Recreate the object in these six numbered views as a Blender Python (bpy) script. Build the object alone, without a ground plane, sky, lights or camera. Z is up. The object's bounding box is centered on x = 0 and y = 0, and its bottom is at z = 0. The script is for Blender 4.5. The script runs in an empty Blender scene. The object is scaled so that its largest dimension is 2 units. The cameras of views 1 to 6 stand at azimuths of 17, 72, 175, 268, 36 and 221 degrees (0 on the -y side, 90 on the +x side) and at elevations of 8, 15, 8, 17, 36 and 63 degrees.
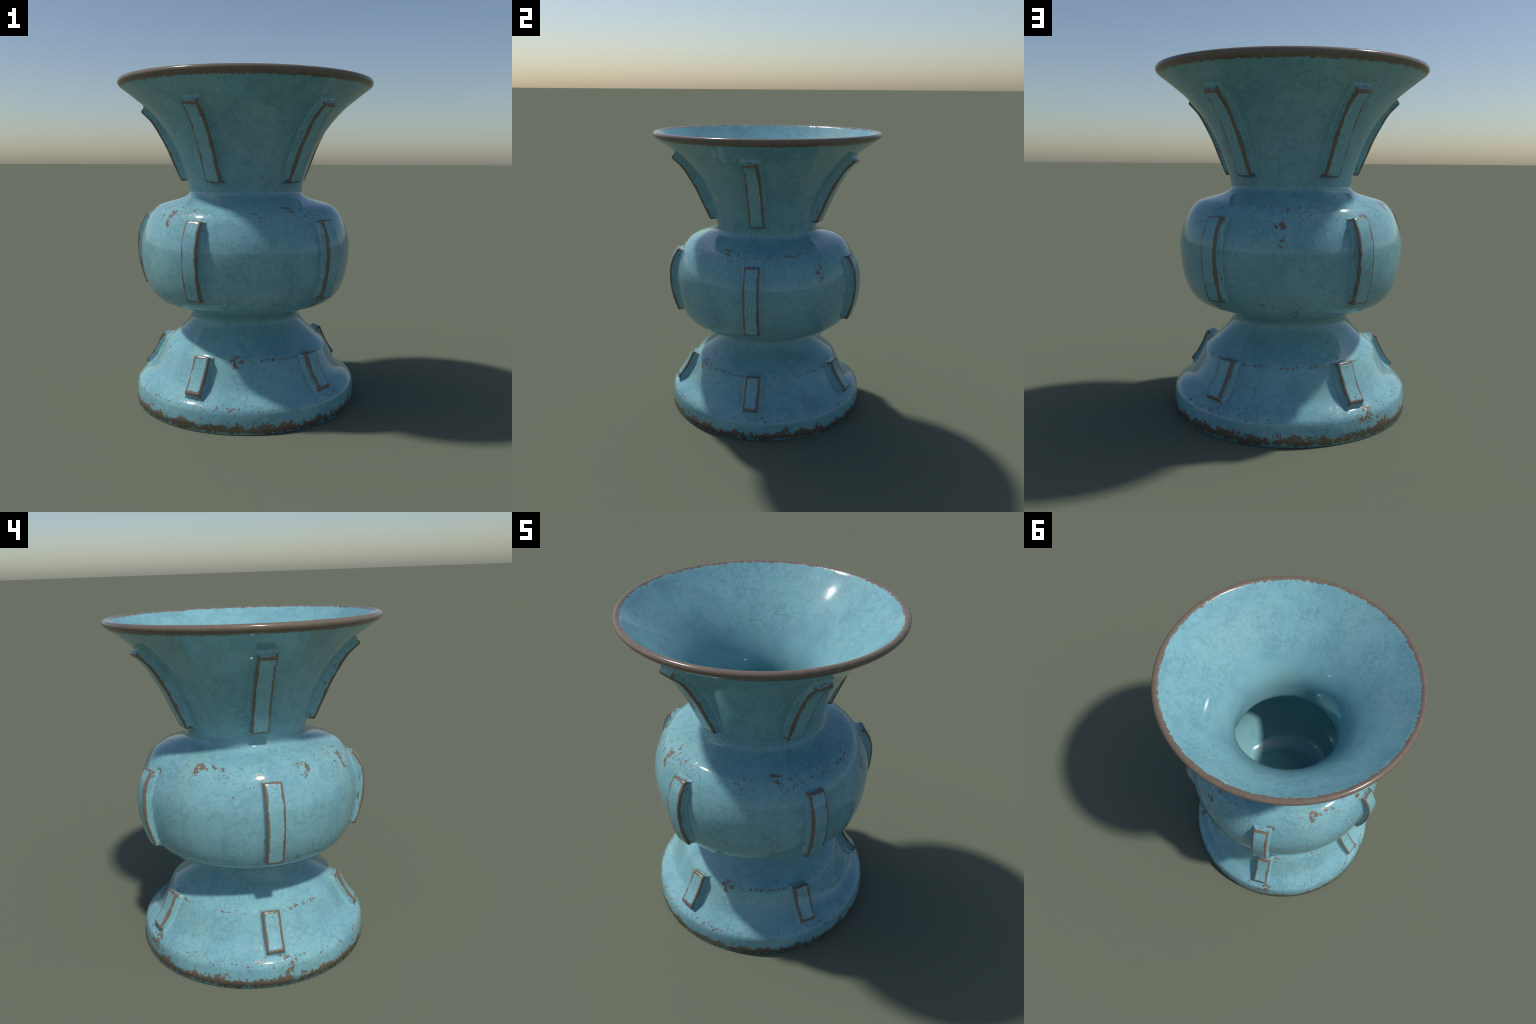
import bpy, bmesh, math, random
from mathutils import Vector

random.seed(7)
SEG = 80                      # facets round the axis
RIBS = 5

# ------------------------------------------------------------------ profiles
# (radius, height) rings of the outer wall, foot to rim
FOOT = [(0.000, 0.000), (0.400, 0.000), (0.660, 0.000), (0.7055, 0.000), (0.7055, 0.058), (0.7045, 0.080),
        (0.702, 0.112), (0.697, 0.130), (0.687, 0.144), (0.659, 0.162), (0.630, 0.181),
        (0.606, 0.200), (0.592, 0.219), (0.577, 0.242), (0.558, 0.278), (0.539, 0.315), (0.525, 0.344), (0.514, 0.365),
        (0.490, 0.384), (0.443, 0.423), (0.402, 0.462), (0.368, 0.503), (0.349, 0.537), (0.343, 0.560)]
BELLY = [(0.343, 0.560), (0.355, 0.577), (0.402, 0.605), (0.453, 0.623), (0.505, 0.641), (0.532, 0.651), (0.561, 0.666),
         (0.595, 0.701), (0.618, 0.740), (0.634, 0.784), (0.648, 0.835), (0.656, 0.890), (0.660, 0.945),
         (0.662, 1.000), (0.658, 1.037), (0.642, 1.097), (0.624, 1.142), (0.604, 1.183),
         (0.588, 1.204), (0.568, 1.226), (0.545, 1.244), (0.507, 1.257), (0.462, 1.269), (0.419, 1.281), (0.386, 1.293), (0.365, 1.306), (0.3575, 1.321)]
NECK = [(0.3575, 1.321), (0.357, 1.337), (0.360, 1.360), (0.370, 1.400), (0.387, 1.455), (0.406, 1.508), (0.426, 1.560),
        (0.446, 1.605), (0.472, 1.652), (0.500, 1.699), (0.535, 1.746), (0.575, 1.793), (0.625, 1.844), (0.671, 1.881), (0.723, 1.921), (0.751, 1.941)]
RIM = [(0.751, 1.941), (0.767, 1.953), (0.780, 1.965), (0.787, 1.977), (0.787, 1.988), (0.781, 1.996), (0.771, 2.000), (0.760, 1.999), (0.748, 1.991)]
INSIDE = [(0.748, 1.991), (0.734, 1.977), (0.704, 1.948), (0.656, 1.905), (0.610, 1.866), (0.563, 1.824), (0.522, 1.784), (0.484, 1.744),
          (0.442, 1.694), (0.405, 1.640), (0.374, 1.584), (0.353, 1.535), (0.341, 1.490), (0.336, 1.445), (0.335, 1.390), (0.336, 1.340), (0.338, 1.312),
          (0.344, 1.299), (0.360, 1.284), (0.404, 1.256), (0.455, 1.220), (0.494, 1.172), (0.516, 1.115), (0.530, 1.050), (0.538, 0.985)]
# rounded bottom of the hollow: a quarter-round bowl down to a flat floor
INSIDE += [(0.263 + 0.277 * math.cos(t), 0.915 - 0.310 * math.sin(t)) for t in (math.pi / 2 * n / 16 for n in range(17))]
INSIDE += [(0.140, 0.605), (0.000, 0.605)]
PARTS = [("foot", FOOT), ("belly", BELLY), ("trumpet_neck", NECK), ("rim", RIM), ("hollow_interior", INSIDE)]

# ------------------------------------------------------------------ materials
class Tree:
    """Small helper that wires shader nodes."""
    def __init__(self, name):
        self.mat = bpy.data.materials.new(name)
        self.mat.use_nodes = True
        self.t = self.mat.node_tree
        self.bsdf = self.t.nodes["Principled BSDF"]
        self.co = self.node("ShaderNodeTexCoord").outputs["Object"]
        self.inside = 0.0
    def node(self, kind, **props):
        n = self.t.nodes.new(kind)
        for k, v in props.items():
            setattr(n, k, v)
        return n
    def put(self, sock, val):
        if isinstance(val, bpy.types.NodeSocket):
            self.t.links.new(val, sock)
        else:
            sock.default_value = val
    def math(self, op, a, b=0.0, c=None, clamp=False):
        n = self.node("ShaderNodeMath", operation=op, use_clamp=clamp)
        self.put(n.inputs[0], a); self.put(n.inputs[1], b)
        if c is not None:
            self.put(n.inputs[2], c)
        return n.outputs[0]
    def noise(self, scale, detail=2.0, rough=0.5, vec=None, dist=0.0, colour=False):
        n = self.node("ShaderNodeTexNoise")
        self.put(n.inputs["Vector"], vec or self.co)
        n.inputs["Scale"].default_value = scale
        n.inputs["Detail"].default_value = detail
        n.inputs["Roughness"].default_value = rough
        n.inputs["Distortion"].default_value = dist
        return n.outputs["Color" if colour else "Fac"]
    def step(self, v, lo, hi):
        n = self.node("ShaderNodeMapRange", interpolation_type="SMOOTHSTEP")
        self.put(n.inputs["Value"], v)
        self.put(n.inputs["From Min"], lo); self.put(n.inputs["From Max"], hi)
        return n.outputs["Result"]
    def mix(self, f, a, b):
        n = self.node("ShaderNodeMix", data_type="RGBA")
        self.put(n.inputs[0], f)
        self.put(n.inputs[6], a if isinstance(a, bpy.types.NodeSocket) else (*a, 1))
        self.put(n.inputs[7], b if isinstance(b, bpy.types.NodeSocket) else (*b, 1))
        return n.outputs[2]

GLAZE = (0.211, 0.436, 0.486)
GLAZE_DEEP = (0.178, 0.376, 0.436)
GLAZE_GREEN = (0.226, 0.440, 0.458)
CRAZE = (0.122, 0.272, 0.310)
CLAY = (0.180, 0.139, 0.103)
CLAY_DARK = (0.152, 0.112, 0.084)

def crack_net(m, scale, width, vec, soft=1.0):
    """Straight-sided net of cracks: 1 on the crack, falling to 0 at 'width' metres."""
    n = m.node("ShaderNodeTexVoronoi", feature="DISTANCE_TO_EDGE")
    m.put(n.inputs["Vector"], vec)
    n.inputs["Scale"].default_value = scale
    n.inputs["Randomness"].default_value = 1.0
    return m.math("SUBTRACT", 1.0, m.step(n.outputs["Distance"], 0.0, width * scale))

def shifted(m, vec, rot, off):
    n = m.node("ShaderNodeMapping")
    m.put(n.inputs["Vector"], vec)
    n.inputs["Rotation"].default_value = rot
    n.inputs["Location"].default_value = off
    return n.outputs["Vector"]

def glaze_colour(m, craze, vec):
    tone = m.noise(5.5, 3, 0.6, vec)
    base = m.mix(m.step(tone, 0.40, 0.68), GLAZE, GLAZE_DEEP)
    base = m.mix(m.math("MULTIPLY", m.step(m.noise(3.2, 2, 0.5, shifted(m, vec, (0, 0, 1), (4, 2, 7))), 0.45, 0.70), 0.8), base, GLAZE_GREEN)
    return m.mix(craze, base, CRAZE)

def finish(m, colour, clay):
    """Glassy glaze with matt-er fired clay where the glaze is gone."""
    brown = m.mix(m.step(m.noise(22, 4, 0.6), 0.35, 0.75), CLAY, CLAY_DARK)
    m.put(m.bsdf.inputs["Base Color"], m.mix(clay, colour, brown))
    m.put(m.bsdf.inputs["Roughness"], m.math("MULTIPLY_ADD", clay, 0.09, 0.065))
    b = m.node("ShaderNodeBump")
    b.inputs["Strength"].default_value = 0.10
    b.inputs["Distance"].default_value = 0.002
    m.put(b.inputs["Height"], m.math("SUBTRACT", 1.0, clay))
    m.put(m.bsdf.inputs["Normal"], b.outputs["Normal"])
    return m.mat

def gauss(m, v, centre, sigma):
    d = m.math("DIVIDE", m.math("SUBTRACT", v, centre), sigma)
    return m.math("EXPONENT", m.math("MULTIPLY", m.math("MULTIPLY", d, d), -1.0))

# (azimuth, radius, height, spread, strength) of chipped patches on the wall
CHIPS = [(-119, 0.56, 1.243, 0.060, 1.0), (-85, 0.58, 1.185, 0.060, 0.9), (-27, 0.58, 1.215, 0.050, 0.9), (-29, 0.61, 1.150, 0.045, 1.0),
         (44, 0.55, 1.242, 0.060, 0.9), (106, 0.62, 1.110, 0.070, 0.9), (169, 0.61, 1.130, 0.050, 1.0), (169, 0.64, 1.060, 0.050, 0.8),
         (176, 0.55, 0.690, 0.055, 0.9), (-29, 0.58, 0.720, 0.050, 0.9), (19, 0.60, 0.815, 0.030, 0.7), (-75, 0.68, 0.120, 0.070, 1.0),
         (-150, 0.68, 0.125, 0.090, 1.0), (-60, 0.57, 1.215, 0.070, 0.8), (-147, 0.60, 1.180, 0.050, 0.8), (12, 0.51, 0.362, 0.070, 0.9), (25, 0.53, 1.252, 0.04, 0.7)]

def wall_material(name, inside):
    m = Tree(name)
    m.inside = inside
    x = m.node("ShaderNodeSeparateXYZ")
    m.put(x.inputs[0], m.co)
    z = x.outputs["Z"]
    r = m.math("SQRT", m.math("ADD", m.math("MULTIPLY", x.outputs["X"], x.outputs["X"]), m.math("MULTIPLY", x.outputs["Y"], x.outputs["Y"])))
    # crazing under the glaze: stretched nets of soft, straight cracks that come and go
    wob = m.node("ShaderNodeVectorMath", operation="MULTIPLY_ADD")
    m.put(wob.inputs[0], m.noise(14, 2, 0.5, colour=True)); wob.inputs[1].default_value = (0.012, 0.012, 0.012); m.put(wob.inputs[2], m.co)
    v1 = wob.outputs[0]
    craze = 0.0
    nets = [(19, 0.0062, (0.3, 0.5, 0.2), (1.0, 1.0, 0.40), 0.9), (22, 0.0058, (0.7, 1.4, 1.1), (1.0, 0.40, 1.0), 0.9), (26, 0.0054, (1.9, 0.3, 2.1), (0.45, 1.0, 1.0), 0.8),
            (34, 0.0050, (2.6, 0.9, 0.4), (1.0, 1.0, 0.6), 0.8), (11, 0.0048, (1.3, 0.2, 0.5), (1.0, 0.6, 0.8), 0.8), (14, 0.0048, (0.2, 2.2, 1.5), (0.6, 1.0, 0.8), 0.8)]
    for k, (scale, width, rot, squeeze, power) in enumerate(nets):
        w = m.node("ShaderNodeMapping")
        m.put(w.inputs["Vector"], v1)
        w.inputs["Rotation"].default_value, w.inputs["Scale"].default_value, w.inputs["Location"].default_value = rot, squeeze, (3 * k, 5 - k, 2 * k)
        gate = m.step(m.noise(6.0 + k, 3, 0.65, shifted(m, m.co, (0, 0, 0), (1 + 7 * k, 5, 2 + 3 * k))), 0.42, 0.62)
        craze = m.math("ADD", craze, m.math("MULTIPLY", m.math("MULTIPLY", crack_net(m, scale, width, w.outputs["Vector"]), gate), power))
    patch = m.step(m.noise(5, 4, 0.65, shifted(m, m.co, (0, 0, 0), (8, 3, 6))), 0.42, 0.66)
    craze = m.math("ADD", craze, m.math("MULTIPLY", m.math("MULTIPLY", m.step(m.noise(75, 3, 0.6), 0.42, 0.70), patch), 0.75))
    craze = m.math("MULTIPLY", craze, m.math("MULTIPLY_ADD", m.noise(40, 2, 0.5), 0.9, 0.55))
    # hardly any crazing low inside the mouth and in the hollow
    inside_low = m.math("MULTIPLY", m.math("SUBTRACT", 1.0, m.step(m.math("ADD", z, m.math("MULTIPLY", m.noise(5), 0.25)), 1.72, 1.88)), m.inside)
    craze = m.math("MULTIPLY", craze, m.math("SUBTRACT", 1.0, inside_low))
    craze = m.math("MINIMUM", m.math("MULTIPLY", craze, 0.30), 0.62)
    colour = glaze_colour(m, craze, m.co)
    # clay shows: rim
    n1 = m.noise(26, 5, 0.72)
    n2 = m.noise(75, 4, 0.75, shifted(m, m.co, (0.3, 0.9, 0.1), (5, 5, 1)))
    rough = m.math("ADD", m.math("MULTIPLY", m.math("SUBTRACT", n1, 0.5), 0.120), m.math("MULTIPLY", m.math("SUBTRACT", n2, 0.5), 0.160))
    q = m.math("ADD", m.math("MULTIPLY_ADD", r, 2.86, z), rough)
    clay = m.step(q, 4.1335, 4.1365)
    # clay shows: worn foot edge
    n3 = m.noise(17, 5, 0.68, shifted(m, m.co, (0.1, 0.2, 0.6), (2, 8, 3)))
    n4 = m.noise(48, 4, 0.7, shifted(m, m.co, (0.8, 0.1, 0.3), (9, 1, 3)))
    n5 = m.noise(3.2, 2, 0.5, shifted(m, m.co, (0.5, 0.1, 0.3), (1, 1, 9)))
    jag = m.math("ADD", m.math("MULTIPLY", m.math("SUBTRACT", n3, 0.5), 0.20), m.math("MULTIPLY", m.math("SUBTRACT", n4, 0.5), 0.12))
    top = m.math("ADD", m.math("MULTIPLY_ADD", m.math("SUBTRACT", n5, 0.5), 0.10, 0.056), jag)
    n6 = m.noise(30, 4, 0.65, shifted(m, m.co, (0.4, 0.7, 0.2), (3, 6, 6)))
    low = m.math("ADD", m.math("MULTIPLY_ADD", jag, -0.30, 0.011), m.math("MULTIPLY", m.math("SUBTRACT", n6, 0.5), 0.085))
    band = m.math("MULTIPLY", m.math("SUBTRACT", 1.0, m.step(m.math("SUBTRACT", z, top), -0.001, 0.001)), m.step(m.math("SUBTRACT", z, low), -0.001, 0.001))
    clay = m.math("MAXIMUM", clay, m.math("MULTIPLY", band, m.math("LESS_THAN", z, 0.13)))
    # clay shows: chipped flecks along the sharp turns of the profile
    along = m.step(m.noise(3.6, 2, 0.6, shifted(m, m.co, (0, 0, 0), (6, 2, 8))), 0.38, 0.66)
    press = m.math("MULTIPLY", gauss(m, z, 1.236, 0.022), m.math("MULTIPLY_ADD", along, 0.62, 0.22))
    press = m.math("ADD", press, m.math("MULTIPLY", gauss(m, z, 0.363, 0.011), m.math("MULTIPLY_ADD", along, 0.45, 0.55)))
    press = m.math("ADD", press, m.math("MULTIPLY", gauss(m, z, 0.138, 0.022), m.math("MULTIPLY_ADD", along, 0.5, 0.35)))
    press = m.math("ADD", press, m.math("MULTIPLY", gauss(m, z, 1.120, 0.090), m.math("MULTIPLY", along, 0.32)))
    press = m.math("ADD", press, m.math("MULTIPLY", gauss(m, z, 0.700, 0.080), m.math("MULTIPLY_ADD", along, 0.25, 0.12)))
    for az, rad, h, spread, power in CHIPS:
        d = m.node("ShaderNodeVectorMath", operation="DISTANCE")
        m.put(d.inputs[0], m.co)
        t = math.radians(az)
        d.inputs[1].default_value = (rad * math.sin(t), -rad * math.cos(t), h)
        press = m.math("MAXIMUM", press, m.math("MULTIPLY", m.math("SUBTRACT", 1.0, m.step(d.outputs["Value"], 0.0, spread * 1.5)), power * 1.45))
    press = m.math("MULTIPLY", press, m.math("SUBTRACT", 1.0, m.inside))
    f1 = m.noise(29, 4, 0.60, shifted(m, v1, (0.2, 0.5, 0.9), (4, 4, 4)), 0.6)
    f2 = m.noise(85, 2, 0.6, shifted(m, v1, (0.9, 0.1, 0.2), (1, 7, 3)))
    f = m.math("MULTIPLY_ADD", m.math("SUBTRACT", f2, 0.5), 0.30, f1)
    f = m.math("MULTIPLY_ADD", press, 0.21, f)
    clay = m.math("MAXIMUM", clay, m.math("MULTIPLY", m.step(f, 0.742, 0.750), m.math("SUBTRACT", 1.0, m.math("MULTIPLY", inside_low, 1.0))))
    # fine flecks: nearly a row along the crease of the foot, loose specks elsewhere
    fine = m.noise(70, 3, 0.6, shifted(m, v1, (0.6, 0.2, 1.3), (7, 2, 9)), 0.4)
    row = m.math("MULTIPLY", gauss(m, z, 0.365, 0.012), m.math("MULTIPLY_ADD", along, 0.5, 0.55))
    row = m.math("ADD", row, m.math("MULTIPLY", gauss(m, z, 0.140, 0.045), 0.50))
    row = m.math("ADD", row, m.math("MULTIPLY", gauss(m, z, 1.205, 0.060), m.math("MULTIPLY_ADD", along, 0.38, 0.28)))
    row = m.math("ADD", row, m.math("MULTIPLY", gauss(m, z, 0.700, 0.100), 0.38))
    row = m.math("MULTIPLY", row, m.math("SUBTRACT", 1.0, m.inside))
    fine = m.math("MULTIPLY_ADD", row, 0.225, fine)
    clay = m.math("MAXIMUM", clay, m.math("MULTIPLY", m.step(fine, 0.735, 0.750), m.math("SUBTRACT", 1.0, inside_low)))
    return finish(m, colour, clay)

WALL = wall_material("crackled_turquoise_glaze", 0.0)
LINING = wall_material("lining_turquoise_glaze", 1.0)

def flange_material(name, line):
    """Glaze for one kind of flange; 'line' holds its front edge as (radius, height) from top to bottom."""
    m = Tree(name + "_crackled_glaze")
    rnd = m.node("ShaderNodeObjectInfo").outputs["Random"]
    x = m.node("ShaderNodeSeparateXYZ")
    m.put(x.inputs[0], m.co)
    z = x.outputs["Z"]
    r = m.math("MULTIPLY", x.outputs["Y"], -1.0)
    off = m.node("ShaderNodeCombineXYZ")
    for k, f in enumerate((37.0, 53.0, 71.0)):
        m.put(off.inputs[k], m.math("MULTIPLY", rnd, f))
    add = m.node("ShaderNodeVectorMath", operation="ADD")
    m.put(add.inputs[0], m.co); m.put(add.inputs[1], off.outputs[0])
    vec = add.outputs[0]
    # distance to the three kinds of faces: sides, front, ends
    lo, hi = line[-1][1], line[0][1]
    cur = m.node("ShaderNodeFloatCurve")
    pts = cur.mapping.curves[0].points
    ordered = sorted(((h, q) for q, h in line))
    z0, z1, r0, r1 = lo - 0.05, hi + 0.05, 0.3, 0.8
    (ha, qa), (hb, qb) = ordered[0], ordered[1]
    (hc, qc), (hd, qd) = ordered[-2], ordered[-1]
    ordered = [(z0, qa - (qb - qa) / (hb - ha) * 0.05)] + ordered + [(z1, qd + (qd - qc) / (hd - hc) * 0.05)]
    norm = [((h - z0) / (z1 - z0), (q - r0) / (r1 - r0)) for h, q in ordered]
    pts[0].location, pts[1].location = norm[0], norm[-1]
    for p in norm[1:-1]:
        pts.new(*p)
    cur.mapping.use_clip = False
    cur.mapping.update()
    m.put(cur.inputs["Value"], m.math("DIVIDE", m.math("SUBTRACT", z, z0), z1 - z0))
    front_r = m.math("MULTIPLY_ADD", cur.outputs[0], r1 - r0, r0)
    side = m.math("SUBTRACT", HALF, m.math("ABSOLUTE", x.outputs["X"]))
    slope = (line[0][0] - line[-1][0]) / (hi - lo)
    front = m.math("MULTIPLY", m.math("SUBTRACT", front_r, r), 1 / math.sqrt(1 + slope * slope))
    ends = []
    for p, q in ((line[0], line[1]), (line[-1], line[-2])):
        t = (Vector(p) - Vector(q)).normalized()
        ends.append(m.math("ADD", m.math("ADD", m.math("MULTIPLY", r, -t.x), m.math("MULTIPLY", z, -t.y)), p[0] * t.x + p[1] * t.y))
    end = m.math("MINIMUM", *ends)
    corner = m.math("ADD", m.math("MAXIMUM", m.math("ABSOLUTE", side), m.math("ABSOLUTE", end)), m.math("MULTIPLY", m.step(front, 0.020, 0.040), 0.016))
    second = m.math("MINIMUM", m.math("MAXIMUM", side, front), m.math("MAXIMUM", end, front))
    second = m.math("MINIMUM", second, corner)
    jag = m.math("ADD", m.math("MULTIPLY", m.math("SUBTRACT", m.noise(85, 3, 0.7, vec), 0.5), 0.016),
                 m.math("MULTIPLY", m.math("SUBTRACT", m.noise(13, 3, 0.6, vec), 0.5), 0.026))
    edge = m.math("SUBTRACT", second, jag)
    clay = m.math("SUBTRACT", 1.0, m.step(edge, 0.0138, 0.0148))
    # chips: near the ends of the front, and along the seat of the sides
    near_end = m.math("SUBTRACT", 1.0, m.step(end, 0.01, 0.07))
    seat = m.math("MULTIPLY", m.step(front, 0.024, 0.031), m.math("SUBTRACT", 1.0, m.step(front, 0.040, 0.046)))
    stretch = m.node("ShaderNodeMapping")
    m.put(stretch.inputs["Vector"], vec)
    stretch.inputs["Scale"].default_value = (1.0, 1.0, 0.35)
    chip = m.noise(75, 3, 0.65, vec)
    chip = m.math("MULTIPLY_ADD", near_end, 0.16, chip)
    clay = m.math("MAXIMUM", clay, m.math("MULTIPLY", m.step(chip, 0.735, 0.75), m.math("GREATER_THAN", 0.042, front)))
    chip2 = m.math("MULTIPLY_ADD", seat, 0.13, m.noise(60, 3, 0.6, stretch.outputs[0]))
    clay = m.math("MAXIMUM", clay, m.step(chip2, 0.745, 0.76))
    # crisp, sparse crazing
    craze = 0.0
    for k, (scale, rot, squeeze) in enumerate([(13, (0.4, 0.2, 0.9), (1.0, 1.0, 0.45)), (15, (1.4, 0.6, 0.2), (0.5, 1.0, 1.0)), (18, (0.9, 2.0, 1.2), (1.0, 0.45, 1.0)), (22, (2.1, 0.3, 0.4), (1.0, 0.6, 1.0))]):
        w = m.node("ShaderNodeMapping")
        m.put(w.inputs["Vector"], vec)
        w.inputs["Rotation"].default_value, w.inputs["Scale"].default_value, w.inputs["Location"].default_value = rot, squeeze, (3 * k, 5 * k, k)
        gate = m.step(m.noise(9, 2, 0.5, shifted(m, vec, (0, 0, 0), (4 * k, 1, 9 - k))), 0.42, 0.56)
        craze = m.math("MAXIMUM", craze, m.math("MULTIPLY", crack_net(m, scale, 0.0021, w.outputs["Vector"]), gate))
    craze = m.math("MULTIPLY", craze, 0.60)
    return finish(m, glaze_colour(m, craze, m.co), clay)

# ------------------------------------------------------------------ turned body
def profile_normals(profile):
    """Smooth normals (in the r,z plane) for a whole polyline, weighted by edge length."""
    out = []
    for i, p in enumerate(profile):
        n = Vector((0, 0))
        for a, b in ((i - 1, i), (i, i + 1)):
            if a < 0 or b >= len(profile):
                continue
            d = Vector(profile[b]) - Vector(profile[a])
            n += Vector((d.y, -d.x)).normalized()
        out.append(n.normalized())
    return out

def ring(r, z, k):
    a = math.tau * k / SEG
    return (r * math.sin(a), -r * math.cos(a), z)

root = bpy.data.objects.new("ceramic_vase", None)
bpy.context.scene.collection.objects.link(root)
root["label"] = "gu-shaped crackled turquoise ceramic vase with clay-brown worn edges"
root["category"] = "ceramic vase"

def add_mesh(name, me, mat):
    ob = bpy.data.objects.new(name, me)
    bpy.context.scene.collection.objects.link(ob)
    ob.parent = root
    me.materials.append(mat)
    return ob

whole = []
for _, prof in PARTS:
    whole += prof if not whole else prof[1:]
whole_n = profile_normals(whole)
start = 0
for name, prof in PARTS:
    normals = whole_n[start:start + len(prof)]
    start += len(prof) - 1
    verts, vn, index = [], [], []
    for (r, z), n in zip(prof, normals):
        row = []
        for k in range(1 if r == 0 else SEG):
            a = math.tau * k / SEG
            row.append(len(verts))
            verts.append(ring(r, z, k))
            vn.append((n.x * math.sin(a), -n.x * math.cos(a), n.y))
        index.append(row)
    faces = []
    for lo, hi in zip(index[:-1], index[1:]):
        for k in range(SEG):
            q = [lo[k % len(lo)], lo[(k + 1) % len(lo)], hi[(k + 1) % len(hi)], hi[k % len(hi)]]
            q = list(dict.fromkeys(q))
            faces.append(q)
    me = bpy.data.meshes.new(name)
    me.from_pydata(verts, [], faces)
    me.polygons.foreach_set("use_smooth", [True] * len(faces))
    me.update()
    me.normals_split_custom_set_from_vertices(vn)
    add_mesh(name, me, LINING if name == "hollow_interior" else WALL)

# ------------------------------------------------------------------ flanges
HALF = 0.052          # half width of a flange
OUTER = FOOT[4:] + BELLY[1:] + NECK[1:]

def walk(profile):
    s = [0.0]
    for a, b in zip(profile[:-1], profile[1:]):
        s.append(s[-1] + math.dist(a, b))
    return s

OUTER_S = walk(OUTER)

def on_wall(s):
    for k in range(len(OUTER) - 1):
        if s <= OUTER_S[k + 1] or k == len(OUTER) - 2:
            f = (s - OUTER_S[k]) / (OUTER_S[k + 1] - OUTER_S[k])
            return Vector(OUTER[k]).lerp(Vector(OUTER[k + 1]), f)

def arc_at(point):
    """Arc length of the wall point nearest to the given (radius, height)."""
    return min((i * 0.001 for i in range(int(OUTER_S[-1] * 1000))), key=lambda s: (on_wall(s) - Vector(point)).length)

def wall_normal(s, reach):
    d = on_wall(s + reach) - on_wall(s - reach)
    return Vector((d.y, -d.x)).normalized()

# the three tiers: upper and lower seat on the wall, front line (radius, height) from top to bottom, azimuth of the first one
TIERS = {"neck_flange": ((0.642, 1.861), (0.368, 1.396), [(0.672, 1.824), (0.622, 1.778), (0.601, 1.756), (0.570, 1.709), (0.535, 1.650), (0.502, 1.589), (0.473, 1.522), (0.428, 1.423), (0.411, 1.386)], -8.9),
         "belly_flange": ((0.609, 1.173), (0.610, 0.741), [(0.643, 1.190), (0.668, 1.150), (0.682, 1.125), (0.702, 1.062), (0.7075, 1.000), (0.704, 0.914), (0.690, 0.838), (0.675, 0.787), (0.653, 0.724)], -8.1),
         "foot_flange": ((0.512, 0.371), (0.649, 0.165), [(0.556, 0.393), (0.578, 0.343), (0.598, 0.303), (0.614, 0.275), (0.640, 0.237), (0.673, 0.199)], -9.0)}

def along_line(line, f):
    """Point at the share f of the length of a polyline."""
    s = walk(line)
    d = f * s[-1]
    for k in range(len(line) - 1):
        if d <= s[k + 1] or k == len(line) - 2:
            return Vector(line[k]).lerp(Vector(line[k + 1]), (d - s[k]) / (s[k + 1] - s[k]))

# rise of the glaze fillet round the seat: (distance outside the flange, height)
FILLET = [(0.017, -0.0015), (0.011, 0.0008), (0.006, 0.0035), (0.0025, 0.0085), (0.0, 0.0170)]

def flange(name, top, bottom, front):
    s0, s1 = arc_at(bottom), arc_at(top)
    steps = 18 if s1 - s0 > 0.4 else 10
    up = front[::-1]
    cols = [(-HALF - d, h) for d, h in FILLET] + [(-HALF, 1), (-HALF / 3, 1), (HALF / 3, 1), (HALF, 1)] + [(HALF + d, h) for d, h in reversed(FILLET)]
    rows = [(s0 - d, h) for d, h in FILLET] + [(s0 + (s1 - s0) * k / steps, 1) for k in range(steps + 1)] + [(s1 + d, h) for d, h in reversed(FILLET)]
    bm = bmesh.new()
    grid = []
    for s, hs in rows:
        p = on_wall(s)
        f = min(max((s - s0) / (s1 - s0), 0), 1)
        tall = along_line(up, f) - on_wall(min(max(s, s0), s1))
        low = wall_normal(s, 0.012)
        line = []
        for t, ht in cols:
            h = min(hs, ht)
            if h == 1:
                q = p + tall
            elif h > 0.012:
                q = p + tall.normalized() * h
            else:
                q = p + low * h
            drop = q.x - math.sqrt(q.x * q.x - t * t) if h < 0.012 else 0.0
            line.append(bm.verts.new((t, -(q.x - drop), q.y)))
        grid.append(line)
    for a, b in zip(grid[:-1], grid[1:]):
        for k in range(len(cols) - 1):
            bm.faces.new((a[k], a[k + 1], b[k + 1], b[k]))
    bmesh.ops.remove_doubles(bm, verts=bm.verts, dist=0.0002)
    bmesh.ops.dissolve_degenerate(bm, edges=bm.edges, dist=0.0002)
    bmesh.ops.recalc_face_normals(bm, faces=bm.faces)
    if sum(f.normal.y * f.calc_area() for f in bm.faces) > 0:
        bmesh.ops.reverse_faces(bm, faces=bm.faces)
    sharp = [e for e in bm.edges if len(e.link_faces) == 2 and e.is_convex and e.calc_face_angle() > 0.9]
    bmesh.ops.bevel(bm, geom=sharp, offset=0.0118, segments=4, profile=0.5, affect="EDGES", clamp_overlap=True)
    me = bpy.data.meshes.new(name)
    bm.to_mesh(me)
    bm.free()
    me.polygons.foreach_set("use_smooth", [True] * len(me.polygons))
    me.materials.append(flange_material(name, front))
    return me

owner = {"neck_flange": "trumpet_neck", "belly_flange": "belly", "foot_flange": "foot"}
for name, (top, bottom, front, phase) in TIERS.items():
    me = flange(name, top, bottom, front)
    for k in range(RIBS):
        ob = bpy.data.objects.new(name, me)
        bpy.context.scene.collection.objects.link(ob)
        ob.parent = bpy.data.objects[owner[name]]
        ob.rotation_euler = (0, 0, math.radians(phase + 360 / RIBS * k))
